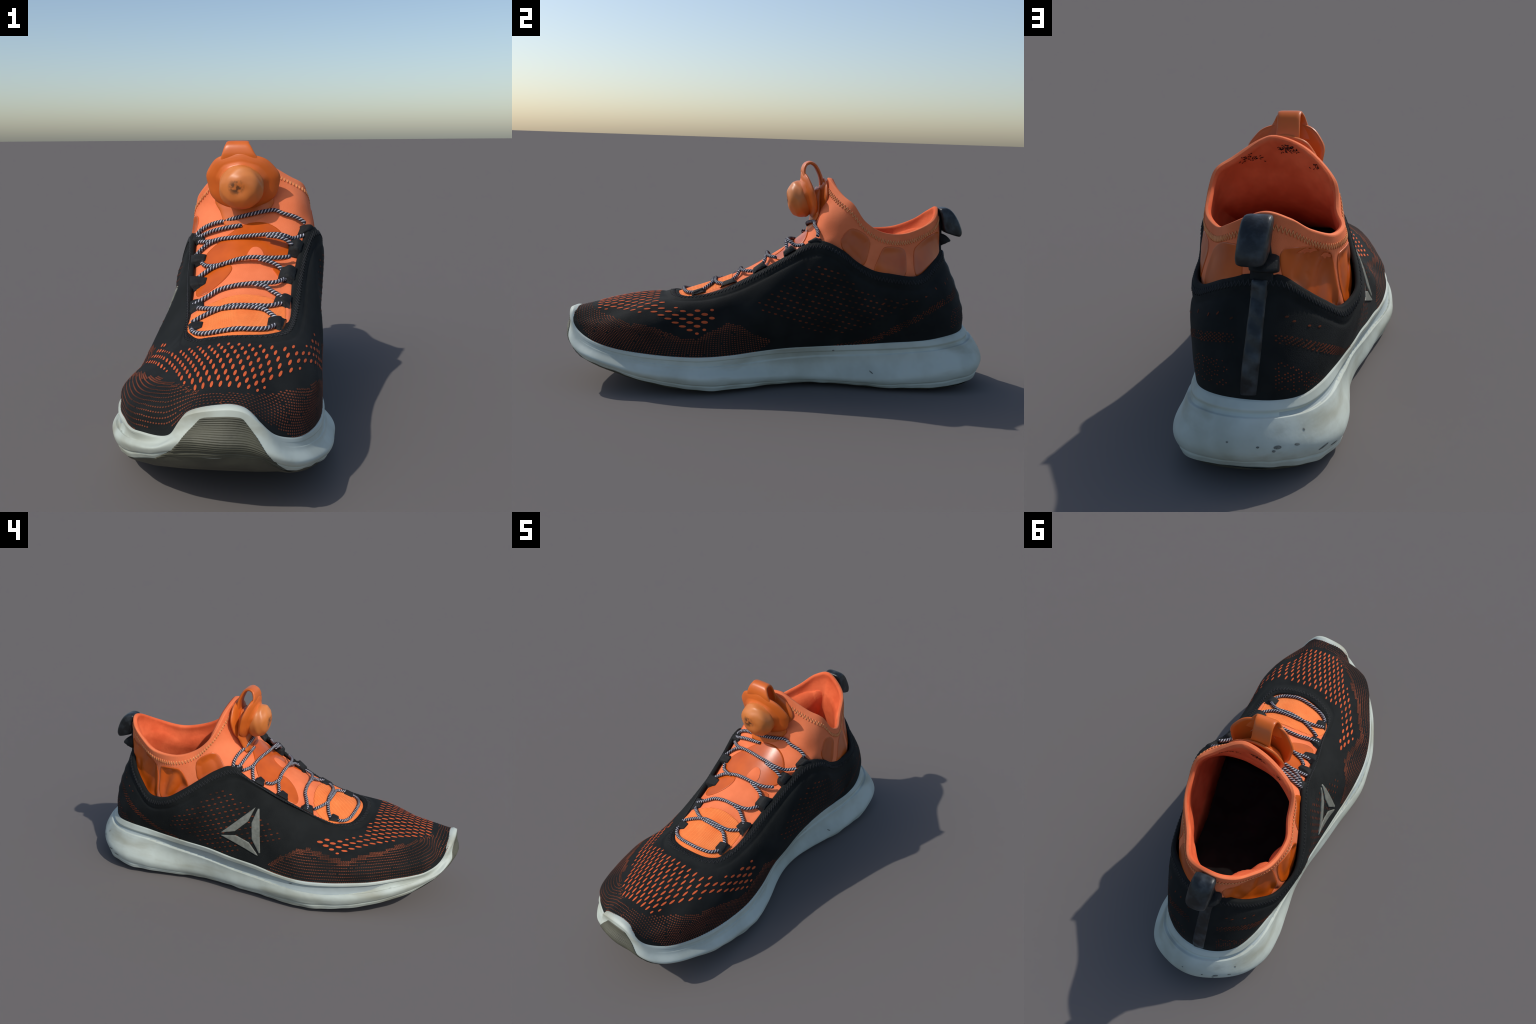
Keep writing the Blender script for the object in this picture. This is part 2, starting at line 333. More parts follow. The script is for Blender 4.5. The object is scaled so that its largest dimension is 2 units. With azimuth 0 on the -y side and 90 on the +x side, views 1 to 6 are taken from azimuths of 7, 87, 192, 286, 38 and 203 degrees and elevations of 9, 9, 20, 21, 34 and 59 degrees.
# hollows where the bladder panels sit
def poly_depth(y, z, poly):
    """distance inside a polygon (0 outside)"""
    r = False; j = len(poly)-1; d = 9.
    for i in range(len(poly)):
        (xi, yi), (xj, yj) = poly[i], poly[j]
        if (yi > z) != (yj > z) and y < (xj-xi)*(z-yi)/(yj-yi)+xi: r = not r
        ex, ey = xj-xi, yj-yi; t = min(max(((y-xi)*ex+(z-yi)*ey)/(ex*ex+ey*ey+1e-9), 0), 1)
        d = min(d, math.hypot(y-xi-t*ex, z-yi-t*ey)); j = i
    return d if r else 0.
PANELS = [
 ([(0.271,0.238,0.69),(0.259,0.267,0.742),(0.258,0.29,0.762),(0.262,0.323,0.76),(0.262,0.363,0.738),(0.262,0.388,0.707),(0.266,0.385,0.673),(0.277,0.36,0.58),(0.279,0.30,0.62)], .003),
 ([(0.253,0.441,0.668),(0.243,0.462,0.683),(0.209,0.534,0.677),(0.197,0.562,0.663),(0.202,0.57,0.629),(0.229,0.56,0.52),(0.263,0.469,0.53),(0.276,0.390,0.55)], .003),
 ([(0.178,0.602,0.656),(0.15,0.637,0.688),(0.117,0.684,0.718),(0.082,0.723,0.730),(0.025,0.763,0.735),(0.03,0.76,0.682),(0.03,0.765,0.61),(0.145,0.696,0.54),(0.211,0.606,0.52)], .003),
 ([(-0.244,0.351,0.675),(-0.236,0.333,0.708),(-0.215,0.279,0.741),(-0.196,0.244,0.733),(-0.197,0.219,0.699),(-0.205,0.19,0.63),(-0.223,0.234,0.62),(-0.251,0.334,0.57)], .010),
 ([(-0.241,0.55,0.635),(-0.25,0.53,0.646),(-0.263,0.439,0.652),(-0.263,0.412,0.636),(-0.264,0.37,0.55),(-0.278,0.462,0.46),(-0.262,0.552,0.45)], .018),
 ([(-0.235,0.562,0.645),(-0.205,0.625,0.69),(-0.165,0.69,0.715),(-0.09,0.765,0.735),(-.088,.77,.68),(-0.1,0.76,0.61),(-0.18,0.691,0.47),(-0.255,0.560,0.44)], .015),
]

for pts, dip in PANELS:
    sg = np.sign(pts[0][0]); pl = [(p[1], p[2]) for p in pts]
    for r in range(26, LK):
        for c in range(NK):
            x, y, z = KG[r, c]
            if x*sg < (.02 if sg < 0 else -.01): continue
            d = poly_depth(y, z, pl)
            if d: KG[r, c] -= kn[r, c]*(dip*smooth01(d/.035)*(1+(.35*math.sin(y*55+z*30) if dip > .012 else 0)))
kn = grid_normals(KG)
rdir = KG[-1]-KG[-3]; rdir /= np.linalg.norm(rdir, axis=1, keepdims=True)
tf = (1+.45*np.clip(1-(KG[-1][:, 1]-.2)/.12, 0, 1))[:, None]
rim_mid = KG[-1]-kn[-1]*.011*tf+rdir*.004
rim_out = KG[-1]-kn[-1]*.003+rdir*.002
sock_rows = np.concatenate([KG, rim_out[None], rim_mid[None]], 0)
sock = make_obj('sock', sock_rows.reshape(-1, 3), grid_faces(len(sock_rows), NK), M_SOCK)
KB = bvh_of(sock)
deep = smooth01((np.arange(LK)[::-1]/(LK-1)-.06)/.25)
back = smooth01((KG[..., 1]-.35)/.2)
inner = (KG-kn*(.022*tf[None, :, 0]+.03*deep[:, None]*back)[..., None])[::-1]
rim_in = KG[-1]-kn[-1]*.019*tf+rdir*.001
lin_rows = np.concatenate([rim_mid[None], rim_in[None], inner[1:]], 0)
lining = make_obj('lining', lin_rows.reshape(-1, 3), grid_faces(len(lin_rows), NK), M_LINING)

# insole: dark cup inside
base = keys[0]*.5+keys[1]*.5
i_rows = []
for off in (.005, .0):
    r = keys[0]*.3+keys[1]*.7-kn[13]*.052; r[:, 1] = np.clip(r[:, 1], .10, .79); r[:, 2] = .46-off*4+np.maximum(0, .36-r[:, 1])*.5; i_rows.append(r)
c0 = np.stack([keys[0][:, 0]*.85, np.clip(keys[0][:, 1], .14, .76), np.full(NK, .44)], 1); c0[:, 2] += np.maximum(0, .36-c0[:, 1])*.5
i_rows += [c0]
for k in (.3, .6, .9, 1.0):
    r = c0.copy(); r[:, 0] *= (1-k); r[:, 2] -= .005; i_rows.append(r)
i_rows = np.stack(i_rows)
interior_floor = make_obj('insole', i_rows.reshape(-1, 3), grid_faces(len(i_rows), NK), M_INNER_DARK)
#PART2
# ================================================================== conforming helpers
AX = lambda p: Vector((-.01, min(max(p.y, -.6), .5), .3))
def snap(bvh, p, off=0.0):
    """nearest point on a body, lifted by off along the outward normal"""
    loc, n, i, d = bvh.find_nearest(Vector(p))
    if n.dot(loc-AX(loc)) < 0: n = -n
    return loc+n*off, n

def round_poly(pts, n, k=2):
    """closed polygon in 3D -> n smooth boundary points (corner cutting keeps corners soft)"""
    P = np.asarray(pts, float)
    for _ in range(k):
        Q = np.roll(P, -1, 0); P = np.stack([P*.75+Q*.25, P*.25+Q*.75], 1).reshape(-1, 3)
    L = np.concatenate([[0], np.cumsum(np.linalg.norm(np.roll(P, -1, 0)-P, axis=1))])
    PP = np.vstack([P, P[:1]]); s = np.linspace(0, L[-1], n, endpoint=False)
    return np.stack([np.interp(s, L, PP[:, j]) for j in range(3)], 1)

def conform_patch(name, pts, bvh, mat, profile, n=64, corner=2, parent=None, ripple=None):
    """a soft plate lying on a body: profile = [(scale to centre, lift), ...] from rim to centre"""
    B = round_poly(pts, n, corner); c = B.mean(0)
    V = []; rows = 0
    for sc, off in profile:
        for b in B:
            q = c+(b-c)*sc
            o = off
            if ripple: o += ripple(q)
            V.append(snap(bvh, q, o)[0]); 
        rows += 1
    F = grid_faces(rows, n)
    V.append(snap(bvh, c, profile[-1][1]+(ripple(c) if ripple else 0))[0]); k = len(V)-1
    F += [((rows-1)*n+i, (rows-1)*n+(i+1) % n, k) for i in range(n)]
    ob = make_obj(name, V, F, mat, parent=parent)
    fix_normals(ob); return ob

def fix_normals(ob):
    bm = bmesh.new(); bm.from_mesh(ob.data); bmesh.ops.recalc_face_normals(bm, faces=bm.faces)
    # open shells: make the average normal point away from the shoe axis
    s = sum((f.normal.dot(f.calc_center_median()-AX(f.calc_center_median()))*f.calc_area() for f in bm.faces))
    if s < 0 and any(e.is_boundary for e in bm.edges): bmesh.ops.reverse_faces(bm, faces=bm.faces)
    bm.to_mesh(ob.data); bm.free()

PLATE = lambda h, dip=0.0: [(1.0, -.002), (.985, h*.7), (.95, h), (.85, h-dip*.3), (.7, h-dip), (.5, h-dip), (.3, h-dip)]
def dense(pr, m=4):
    a = np.array(pr); o = []
    for i in range(len(a)-1):
        for j in range(m): o.append(tuple(a[i]+(a[i+1]-a[i])*j/m))
    o.append(tuple(a[-1])); return o

# ================================================================== toe bumper (rubber wrapped over the toe)
def sole_point(u, t, off):
    """u in stations, t in 0..3 down the sidewall"""
    c = (u % NS)*N/NS; i = int(math.floor(c)) % N; f = c-math.floor(c)
    r = min(max(t/3*(SL-1), 0), SL-1.001); k = int(r); g = r-k
    p = ((SG[k, i]*(1-f)+SG[k, (i+1) % N]*f)*(1-g)+(SG[k+1, i]*(1-f)+SG[k+1, (i+1) % N]*f)*g)
    nn = ((sn[k, i]*(1-f)+sn[k, (i+1) % N]*f)*(1-g)+(sn[k+1, i]*(1-f)+sn[k+1, (i+1) % N]*f)*g)
    return p+nn/np.linalg.norm(nn)*off
V = []; rowsn, colsn = 70, 90
for r in range(rowsn):
    a = r/(rowsn-1)
    t = .30+a*2.70
    uL = interp(t, [.30, .35, .46, 1.2, 2.0, 2.6, 3], [-.2, -.42, -.62, -.95, -1.2, -1.6, -2.4])
    uR = interp(t, [.30, .35, .46, 1.2, 2.0, 2.6, 3], [.5, .75, .98, 1.45, 1.75, 2.15, 3.0])
    for c in range(colsn):
        b = c/(colsn-1)
        edge = min(smooth01(b/.04), smooth01((1-b)/.04), smooth01(a/.04))
        ridge = .0015*math.sin(t*46)*edge
        V.append(sole_point(uL+(uR-uL)*b, t, -.012+.015*edge+ridge))
toe_bumper = make_obj('toe_bumper', V, grid_faces(rowsn, colsn, wrap=False), M_OUTSOLE, parent=outsole)

# ================================================================== heel tape on the upper
V = []; rn, cn = 50, 14
for r in range(rn):
    z = .29+(.655-.29)*r/(rn-1)
    xl, xr = interp(z, [.29, .43, .65], [.028, .018, .006]), interp(z, [.29, .43, .65], [-.04, -.052, -.064])
    for c in range(cn):
        b = c/(cn-1); e = min(smooth01(b/.12), smooth01((1-b)/.12))
        V.append(snap(UB, (xl+(xr-xl)*b, .95-(z-.29)*.35, z), -.002+.007*e+.0015*math.sin(z*90+b*4)*e)[0])
heel_tape = make_obj('heel_tape', V, grid_faces(rn, cn, wrap=False), M_HEELSTRIP); fix_normals(heel_tape)

# black webbing from the upper over the sock to the collar rim
V = []; rn, cn = 30, 20
for r in range(rn):
    z = .60+(.842-.60)*r/(rn-1)
    xl, xr = interp(z, [.6, .66, .75, .85], [.05, .03, .022, .02]), interp(z, [.6, .66, .75, .85], [-.125, -.10, -.092, -.09])
    for c in range(cn):
        b = c/(cn-1); e = min(smooth01(b/.12), smooth01((1-b)/.12))
        V.append(snap(KB, (xl+(xr-xl)*b, .85, z), -.002+.012*e)[0])
heel_webbing = make_obj('heel_webbing', V, grid_faces(rn, cn, wrap=False), M_STRAP); fix_normals(heel_webbing)

# pull tab: a folded flap hanging back from the rim (side profile lofted across its width)
FLAP = [(.766,.836),(.78,.846),(.806,.846),(.832,.831),(.857,.802),(.877,.764),(.888,.728),(.881,.705),(.858,.706),(.825,.715),(.797,.726),(.784,.755),(.776,.80)]
prof = closed_spline([(0, y, z) for y, z in FLAP], 52)
V = []; nx = 22
pc = prof.mean(0)
for k in range(nx):
    s = -1+2*k/(nx-1); sh = (1-abs(s)**5)**.5 if abs(s) < 1 else 0.0
    sh = .82+.18*sh
    for p in prof:
        q = pc+(p-pc)*(sh*.97)
        drop = (.85-q[2])
        x = -.034+.047*s+drop*.12
        V.append((x, q[1]-.01*s*s*smooth01((q[1]-.78)/.1), q[2]))
F = grid_faces(nx, 52)
F.append(tuple(range(52))); F.append(tuple(reversed(range((nx-1)*52, nx*52))))
pull_tab = make_obj('pull_tab', V, F, M_HEELSTRIP); fix_normals(pull_tab)
NUB = [(.775,.715),(.805,.712),(.83,.696),(.842,.68),(.825,.672),(.80,.662),(.778,.655)]
prof = closed_spline([(0, y, z) for y, z in NUB], 30); pc = prof.mean(0); V = []
for k in range(14):
    s = -1+2*k/13; sh = max(.15, (1-s*s)**.5)
    for p in prof:
        q = pc+(p-pc)*np.array([1, sh if p[1] > pc[1] else 1, .7+.3*sh]); V.append((-.045+.045*s, q[1], q[2]))
F = grid_faces(14, 30); F.append(tuple(range(30))); F.append(tuple(reversed(range(13*30, 14*30))))
tab_fold = make_obj('tab_fold', V, F, M_STRAP, parent=pull_tab); fix_normals(tab_fold)

# ================================================================== bladder panels on the sock
for pts, dip in PANELS:
    conform_patch('bladder_panel', pts, KB, M_BLADDER, dense([(1, -.002), (.985, .002), (.96, .003), (.8, .003), (.5, .003), (.2, .003)]), parent=sock, n=72)
# films and knit zones on the tongue
TONGUE = [
 ('tongue_knit', [(-.15,-.36,.40),(-.12,-.25,.44),(.03,-.215,.50),(.21,-.23,.46),(.22,-.36,.42),(.2,-.48,.40),(.05,-.52,.41),(-.12,-.48,.39)], M_KNIT_ORANGE, .003),
 ('tongue_film', [(-.15,-.16,.48),(-.14,-.05,.54),(-.06,-.035,.58),(.0,-.06,.575),(-.03,-.13,.535),(-.1,-.175,.48)], M_BLADDER, .003),
 ('tongue_film', [(-.16,.0,.57),(-.13,.05,.62),(-.066,.085,.66),(.0,.13,.71),(.09,.14,.72),(.165,.11,.69),(.21,.045,.615),(.2,-.01,.585),(.099,-.05,.593),(-.009,-.045,.593),(-.09,-.04,.57)], M_BLADDER, .004),
 ('tongue_film', [(.13,-.06,.57),(.2,-.04,.57),(.21,-.11,.53),(.185,-.14,.52),(.16,-.10,.55)], M_BLADDER, .003),
 ('tongue_window', [(.035,-.05,.60),(.04,-.01,.62),(.055,.022,.635),(.087,.022,.628),(.108,-.02,.602),(.1,-.05,.595)], M_SOCK, .006),
]
for nm, pts, m, h in TONGUE:
    conform_patch(nm, pts, KB, m, dense([(1, -.002), (.97, h), (.8, h), (.4, h), (.1, h)]), parent=sock, n=80)

# ================================================================== eyelet straps
def edge_at(y, sx):
    """throat edge point of the upper at a given y on one side"""
    best = None
    for p in TE:
        if p[0]*sx > -.06*0 and (p[0]-.02)*sx > 0 and -.47 < p[1] < .22 and p[2] < .72:
            d = abs(p[1]-y)
            if best is None or d < best[0]: best = (d, p)
    return best[1]
TABS = [
 (1, (-.425, -.345), (.165,-.415,.428), (.167,-.355,.455)), (1, (-.295, -.205), (.172,-.272,.475), (.18,-.215,.495)),
 (1, (-.152, -.062), (.177,-.14,.54), (.19,-.082,.588)), (1, (-.008, .064), (.207,-.005,.622), (.213,.045,.675)),
 (1, (.10, .18), (.232,.105,.67), (.252,.15,.722)),
 (-1, (-.405, -.325), (-.082,-.387,.40), (-.082,-.335,.42)), (-1, (-.268, -.188), (-.1,-.255,.455), (-.113,-.196,.48)),
 (-1, (-.138, -.058), (-.12,-.123,.51), (-.115,-.07,.538)), (-1, (-.008, .058), (-.142,.0,.58), (-.14,.04,.612)),
 (-1, (.112, .192), (-.155,.111,.655), (-.185,.178,.672)),
]
for sx, (y0, y1), i0, i1 in TABS:
    o0, o1 = edge_at(y0, sx), edge_at(y1, sx); i0, i1 = np.array(i0), np.array(i1)
    na, nb = 17, 26; V = []
    for b in range(nb):
        v = b/(nb-1); vv = min(v/.8, 1.0)
        w = vv**.4      # sides curve in quickly: round gaps between straps
        for a in range(na):
            u = .5+(a/(na-1)-.5)*(1-.4*smooth01((v-.6)/.4)**1.5)
            A0 = o0+(i0-o0)*vv; A1 = o1+(i1-o1)*vv
            B0 = o0+(i0-o0)*w; B1 = o1+(i1-o1)*w
            q = A0+(A1-A0)*u; q[1] = B0[1]+(B1[1]-B0[1])*u
            g, nn = snap(KB, q); nn = np.array(nn); g = np.array(g)
            ua = a/(na-1); e = min(smooth01(ua/.2), smooth01((1-ua)/.2))
            lift = max(.004, float((q-g) @ nn))+(.012 if sx > 0 else .004)*math.sin(math.pi*vv)
            curl = smooth01((v-.78)/.22)             # inner end folds down round the lace
            h = (lift+.006)*(1-curl)-.004*curl
            h = -.004+(h+.004)*(.25+.75*e if lift > .012 else e)
            side = -np.sign(sx)*.012*math.sin(math.pi*min(max((v-.7)/.3, 0), 1))
            V.append(g+nn*h+np.array([side, 0, 0]))
    ob = make_obj('eyelet_strap', V, grid_faces(nb, na, wrap=False), M_STRAP, parent=upper); fix_normals(ob)

# ================================================================== laces: twisted yarns
def sweep(path, rad, nseg=8):
    P = np.asarray(path, float); T = np.gradient(P, axis=0); T /= np.linalg.norm(T, axis=1, keepdims=True)
    up = np.array([0, 0, 1.]); V = []
    B1 = np.cross(T, up); B1 /= np.maximum(np.linalg.norm(B1, axis=1, keepdims=True), 1e-6); B2 = np.cross(B1, T)
    for p, a, b in zip(P, B1, B2):
        for k in range(nseg):
            t = 2*math.pi*k/nseg; V.append(p+(a*math.cos(t)+b*math.sin(t))*rad)
    F = grid_faces(len(P), nseg); F.append(tuple(range(nseg))[::-1]); F.append(tuple(range((len(P)-1)*nseg, len(P)*nseg)))
    return V, F

def rope(name, ctrl, parent=None, R=.0042, lift=.011, pitch=.027, bvh=None, on=True):
    C = []
    for c in ctrl:
        g, nn = snap(KB, c); h = float((np.array(c)-np.array(g)) @ np.array(nn))
        C.append(np.array(g)+np.array(nn)*max(lift, h))
    path = open_spline(C, 400)
    L = np.concatenate([[0], np.cumsum(np.linalg.norm(np.diff(path, axis=0), axis=1))])
    m = max(24, int(L[-1]/.0022)); s = np.linspace(0, L[-1], m)
    path = np.stack([np.interp(s, L, path[:, j]) for j in range(3)], 1)
    T = np.gradient(path, axis=0); T /= np.linalg.norm(T, axis=1, keepdims=True)
    A = np.cross(T, [0, 0, 1.]); A /= np.linalg.norm(A, axis=1, keepdims=True); Bv = np.cross(A, T)
    V = []; F = []; M = []
    for k, (mat, rr) in enumerate([(0, .0046), (1, .0031), (0, .0046), (1, .0031)]):
        ph = 2*math.pi*s/pitch+k*math.pi/2
        q = path+(A*np.cos(ph)[:, None]+Bv*np.sin(ph)[:, None])*(R if mat == 0 else R*1.15)
        v, f = sweep(q, rr, 7); off = len(V); V += list(v); F += [tuple(i+off for i in ff) for ff in f]; M += [mat]*len(f)
    ob = make_obj(name, V, F, M_LACE_DARK, parent=parent); ob.data.materials.append(M_LACE_LIGHT)
    ob.data.polygons.foreach_set('material_index', M); ob.data.update(); return ob

LACES = [
 [(-.10,-.375,.385),(-.085,-.41,.39),(-.04,-.437,.40),(.052,-.456,.423),(.113,-.45,.425),(.156,-.433,.425),(.185,-.40,.435)],
 [(-.11,-.255,.45),(-.085,-.275,.455),(-.026,-.308,.465),(.056,-.322,.477),(.124,-.325,.475),(.153,-.34,.462),(.185,-.37,.445)],
 [(-.11,-.34,.41),(-.082,-.325,.43),(-.035,-.313,.456),(.02,-.307,.474),(.103,-.309,.478),(.149,-.30,.475),(.19,-.27,.475)],
 [(-.13,-.225,.455),(-.08,-.205,.48),(-.039,-.185,.497),(.015,-.187,.527),(.076,-.192,.537),(.131,-.187,.539),(.165,-.172,.54),(.195,-.13,.545)],
 [(.09,-.195,.535),(.125,-.20,.53),(.15,-.21,.515),(.172,-.222,.5),(.2,-.24,.485)],
 [(-.145,-.075,.53),(-.115,-.066,.555),(-.086,-.056,.57),(-.027,-.054,.59),(.02,-.064,.608),(.069,-.07,.615),(.127,-.069,.613),(.169,-.06,.613),(.206,-.035,.613)],
 [(-.14,.0,.575),(-.118,-.03,.57),(-.08,-.051,.577),(-.05,-.06,.585)],
 [(.09,-.07,.608),(.13,-.08,.6),(.16,-.085,.588),(.185,-.10,.57)],
 [(-.185,.05,.59),(-.14,.075,.625),(-.106,.086,.64),(-.072,.083,.65),(-.011,.059,.674),(.049,.042,.683),(.118,.028,.69),(.155,.02,.692),(.185,.03,.684),(.211,.055,.672),(.25,.085,.68)],
 [(-.17,.12,.64),(-.134,.095,.643),(-.09,.08,.65)],
 [(.11,.02,.685),(.15,.012,.683),(.185,.012,.672),(.21,.015,.65)],
 [(-.195,.16,.665),(-.165,.165,.69),(-.12,.155,.715),(-.071,.14,.73),(.02,.122,.755),(.092,.132,.77),(.131,.147,.772),(.165,.15,.757),(.205,.15,.748),(.235,.15,.735),(.252,.147,.722)],
 [(-.2,.155,.655),(-.17,.135,.665),(-.12,.12,.69),(-.06,.112,.705),(.0,.108,.715)],
]
for c in LACES: rope('lace', c)

# ================================================================== pump: flange, ball, loop
def rubber_disc(name, centre, up, out, scale, prof, parent=None):
    """rounded shield outline swept through a radial profile"""
    na = 72; V = []; prof = dense(prof, 3); px = np.array([1., 0, 0])
    for rr, h in prof:
        for k in range(na):
            a = 2*math.pi*k/na; ca, sa = math.cos(a), math.sin(a)
            rx = .148; rv = .118 if sa > 0 else .115
            sq = 1/(abs(ca)**2.8+abs(sa)**2.8)**(1/2.8) if sa < 0 else 1.0
            wav = 1+.02*math.sin(3*a+1)+.012*math.sin(9*a)
            x = ca*rx*sq*wav*(1-.1*smooth01(-sa)); v = sa*rv*sq*wav
            bend = -.022*(ca*rr)**2-.006*max(0, sa*rr)**2
            V.append(centre+(px*x*rr+up*v*rr)*scale+out*(h+bend))
    F = grid_faces(len(prof), na)
    V.append(centre+out*prof[0][1]); F += [(i, (i+1) % na, len(V)-1) for i in range(na)]
    V.append(centre+out*prof[-1][1]); o = (len(prof)-1)*na; F += [(o+(i+1) % na, o+i, len(V)-1) for i in range(na)]
    ob = make_obj(name, V, F, M_PUMP, parent=parent); fix_normals(ob); return ob
PC = np.array([.003, .113, .888])
pump = rubber_disc('pump', PC, np.array([0, -.27, .963]), np.array([0, -.963, -.27]), 1.0,
                   [(.0, .05), (.42, .05), (.52, .034), (.62, .016), (.72, .009), (.80, .0075), (.88, .005), (.95, .0015), (1.0, -.004), (.97, -.011), (.7, -.009), (.3, -.009)])
rubber_disc('pump_backing', np.array([.003, .170, .872]), np.array([0, .17, .985]), np.array([0, -.985, .17]), .88,
            [(.0, .006), (.6, .006), (.9, .004), (1.0, -.002), (.97, -.010), (.5, -.012)], parent=pump)
# ball: bulb with a flattened, slightly crumpled nose
V = []; nr, nc = 34, 56; bc = np.array([.004, .084, .868]); ax = np.array([.02, -.985, -.17]); ax /= np.linalg.norm(ax)
e1 = np.cross(ax, [0, 0, 1.]); e1 /= np.linalg.norm(e1); e2 = np.cross(e1, ax)
for r in range(nr):
    th = math.pi*.72*r/(nr-1)
    for c in range(nc):
        a = 2*math.pi*c/nc
        R0 = .083; rad = R0*math.sin(th)*(1.06 if th < 1.6 else 1.06+.12*(th-1.6)); h = R0*math.cos(th)*.80
        h = h-.010*math.exp(-(rad/.028)**2)
        d = (.0016*math.sin(a*3+th*7)+.001*math.sin(a*5-th*11))*math.sin(th)**2
        V.append(bc+ax*(h+d*.7)+(e1*math.cos(a)+e2*math.sin(a))*(rad+d))
F = grid_faces(nr, nc)
pump_ball = make_obj('pump_ball', V, F, M_BALL, parent=pump); fix_normals(pump_ball)

def strap(name, path, width, thick, mat, cx=None, parent=None, n=70):
    P = open_spline([(0, y, z) for y, z in path], n); T = np.gradient(P, axis=0); T /= np.linalg.norm(T, axis=1, keepdims=True)
    Nn = np.cross(T, [1., 0, 0]); V = []
    sec = []
    for k in range(28):
        a = 2*math.pi*k/28; c, s = math.cos(a), math.sin(a)
        sec.append((math.copysign(abs(c)**.35, c), math.copysign(abs(s)**.8, s)))
    for i in range(n):
        f = i/(n-1); w = np.interp(f, [q[0] for q in width], [q[1] for q in width]); x0 = np.interp(f, [q[0] for q in cx], [q[1] for q in cx])
        for sx, sy in sec: V.append(P[i]+np.array([x0+sx*w, 0, 0])+Nn[i]*sy*thick)
    F = grid_faces(n, 28); F.append(tuple(range(28))); F.append(tuple(reversed(range((n-1)*28, n*28))))
    ob = make_obj(name, V, F, mat, parent=parent); fix_normals(ob); return ob
strap('pull_loop', [(.112,.935),(.1,.975),(.095,1.003),(.104,1.031),(.126,1.042),(.15,1.031),(.168,1.004),(.182,.968),(.186,.92),(.18,.86),(.168,.80),(.155,.76)],
      [(0, .095), (.14, .07), (.3, .047), (.45, .043), (.6, .043), (.75, .05), (.85, .075), (1, .09)], .008, M_PUMP, [(0, 0), (.3, -.012), (.6, -.014), (1, .005)], parent=pump)
# web of rubber joining the lower half of the flange to the tongue
V = []; nr, nc = 22, 40
for r in range(nr):
    f = r/(nr-1); z = .925-f*.22
    yf = PC[1]-(z-PC[2])*.28+.008; ys = interp(z, [.70, .76, .85, .93], [.135, .165, .19, .20])
    if z < .79: yf = interp(z, [.70, .74, .79], [.118, .128, .142])
    hw = interp(f, [0, .25, .55, .72, 1], [.05, .10, .122, .098, .075])
    hy = max(.004, (ys-yf)*.5*interp(f, [0, .15, 1], [.15, .75, 1]))
    cyy = (yf+ys)/2+.012*(1-smooth01(f/.25))
    for c in range(nc):
        a = 2*math.pi*c/nc; ca, sa = math.cos(a), math.sin(a)
        V.append((.006+math.copysign(abs(ca)**.7, ca)*hw, cyy+sa*hy, z+.002*math.sin(a*4)))
F = grid_faces(nr, nc); F.append(tuple(range(nc))); F.append(tuple(reversed(range((nr-1)*nc, nr*nc))))
web = make_obj('pump_neck', V, F, M_PUMP, parent=pump); fix_normals(web)

# ================================================================== side logo: three bars of an open triangle
def bar(pts, h=.005):
    B = np.array(pts); n = len(B); c = B.mean(0)
    # subdivide straight edges
    M = 14; P = np.concatenate([B[i]+(B[(i+1) % n]-B[i])*np.linspace(0, 1, M, endpoint=False)[:, None] for i in range(n)])
    V = []; prof = [(1.0, -.003), (1.0, h*.75), (.965, h), (.8, h), (.5, h), (.2, h)]
    for sc, off in prof:
        for p in P: V.append(snap(UB, c+(p-c)*sc, off)[0])
    V.append(snap(UB, c, h)[0]); m = len(P)
    F = grid_faces(len(prof), m); F += [((len(prof)-1)*m+i, (len(prof)-1)*m+(i+1) % m, len(V)-1) for i in range(m)]
    ob = make_obj('logo_bar', V, F, M_LOGO, parent=upper); fix_normals(ob)
bar([(-.302,.191,.339),(-.245,.022,.481),(-.265,.052,.409),(-.282,.117,.352)])
bar([(-.243,.009,.475),(-.242,.001,.475),(-.295,-.028,.256),(-.297,-.022,.253),(-.277,.025,.319),(-.263,.034,.401)])
bar([(-.301,.189,.325),(-.284,.111,.331),(-.283,.038,.30),(-.302,-.016,.242),(-.301,-.009,.241)])

# ================================================================== perforation dots of the engineered mesh
def in_poly(x, y, poly):
    r = False; j = len(poly)-1
    for i in range(len(poly)):
        xi, yi = poly[i]; xj, yj = poly[j]
        if (yi > y) != (yj > y) and x < (xj-xi)*(y-yi)/(yj-yi)+xi: r = not r
        j = i
    return r

class Dots:
    def __init__(s): s.V = []; s.F = []
    def add(s, p, direction, la, lb, n=10, off=.0014, bvh=None):
        bvh = bvh or UB
        c, nn = snap(bvh, p); d = Vector(direction); d = d-nn*d.dot(nn)
        if d.length < 1e-6: return
        d.normalize(); e = nn.cross(d); o = len(s.V)
        for k in range(n):
            a = 2*math.pi*k/n
            s.V.append(snap(bvh, c+d*(la*math.cos(a))+e*(lb*math.sin(a)), off)[0])
        s.V.append(c+nn*(off+.0006))
        s.F += [(o+k, o+(k+1) % n, o+n) for k in range(n)]
    def done(s, name, mat):
        ob = make_obj(name, s.V, s.F, mat, parent=upper, kind="stuff"); fix_normals(ob); return ob

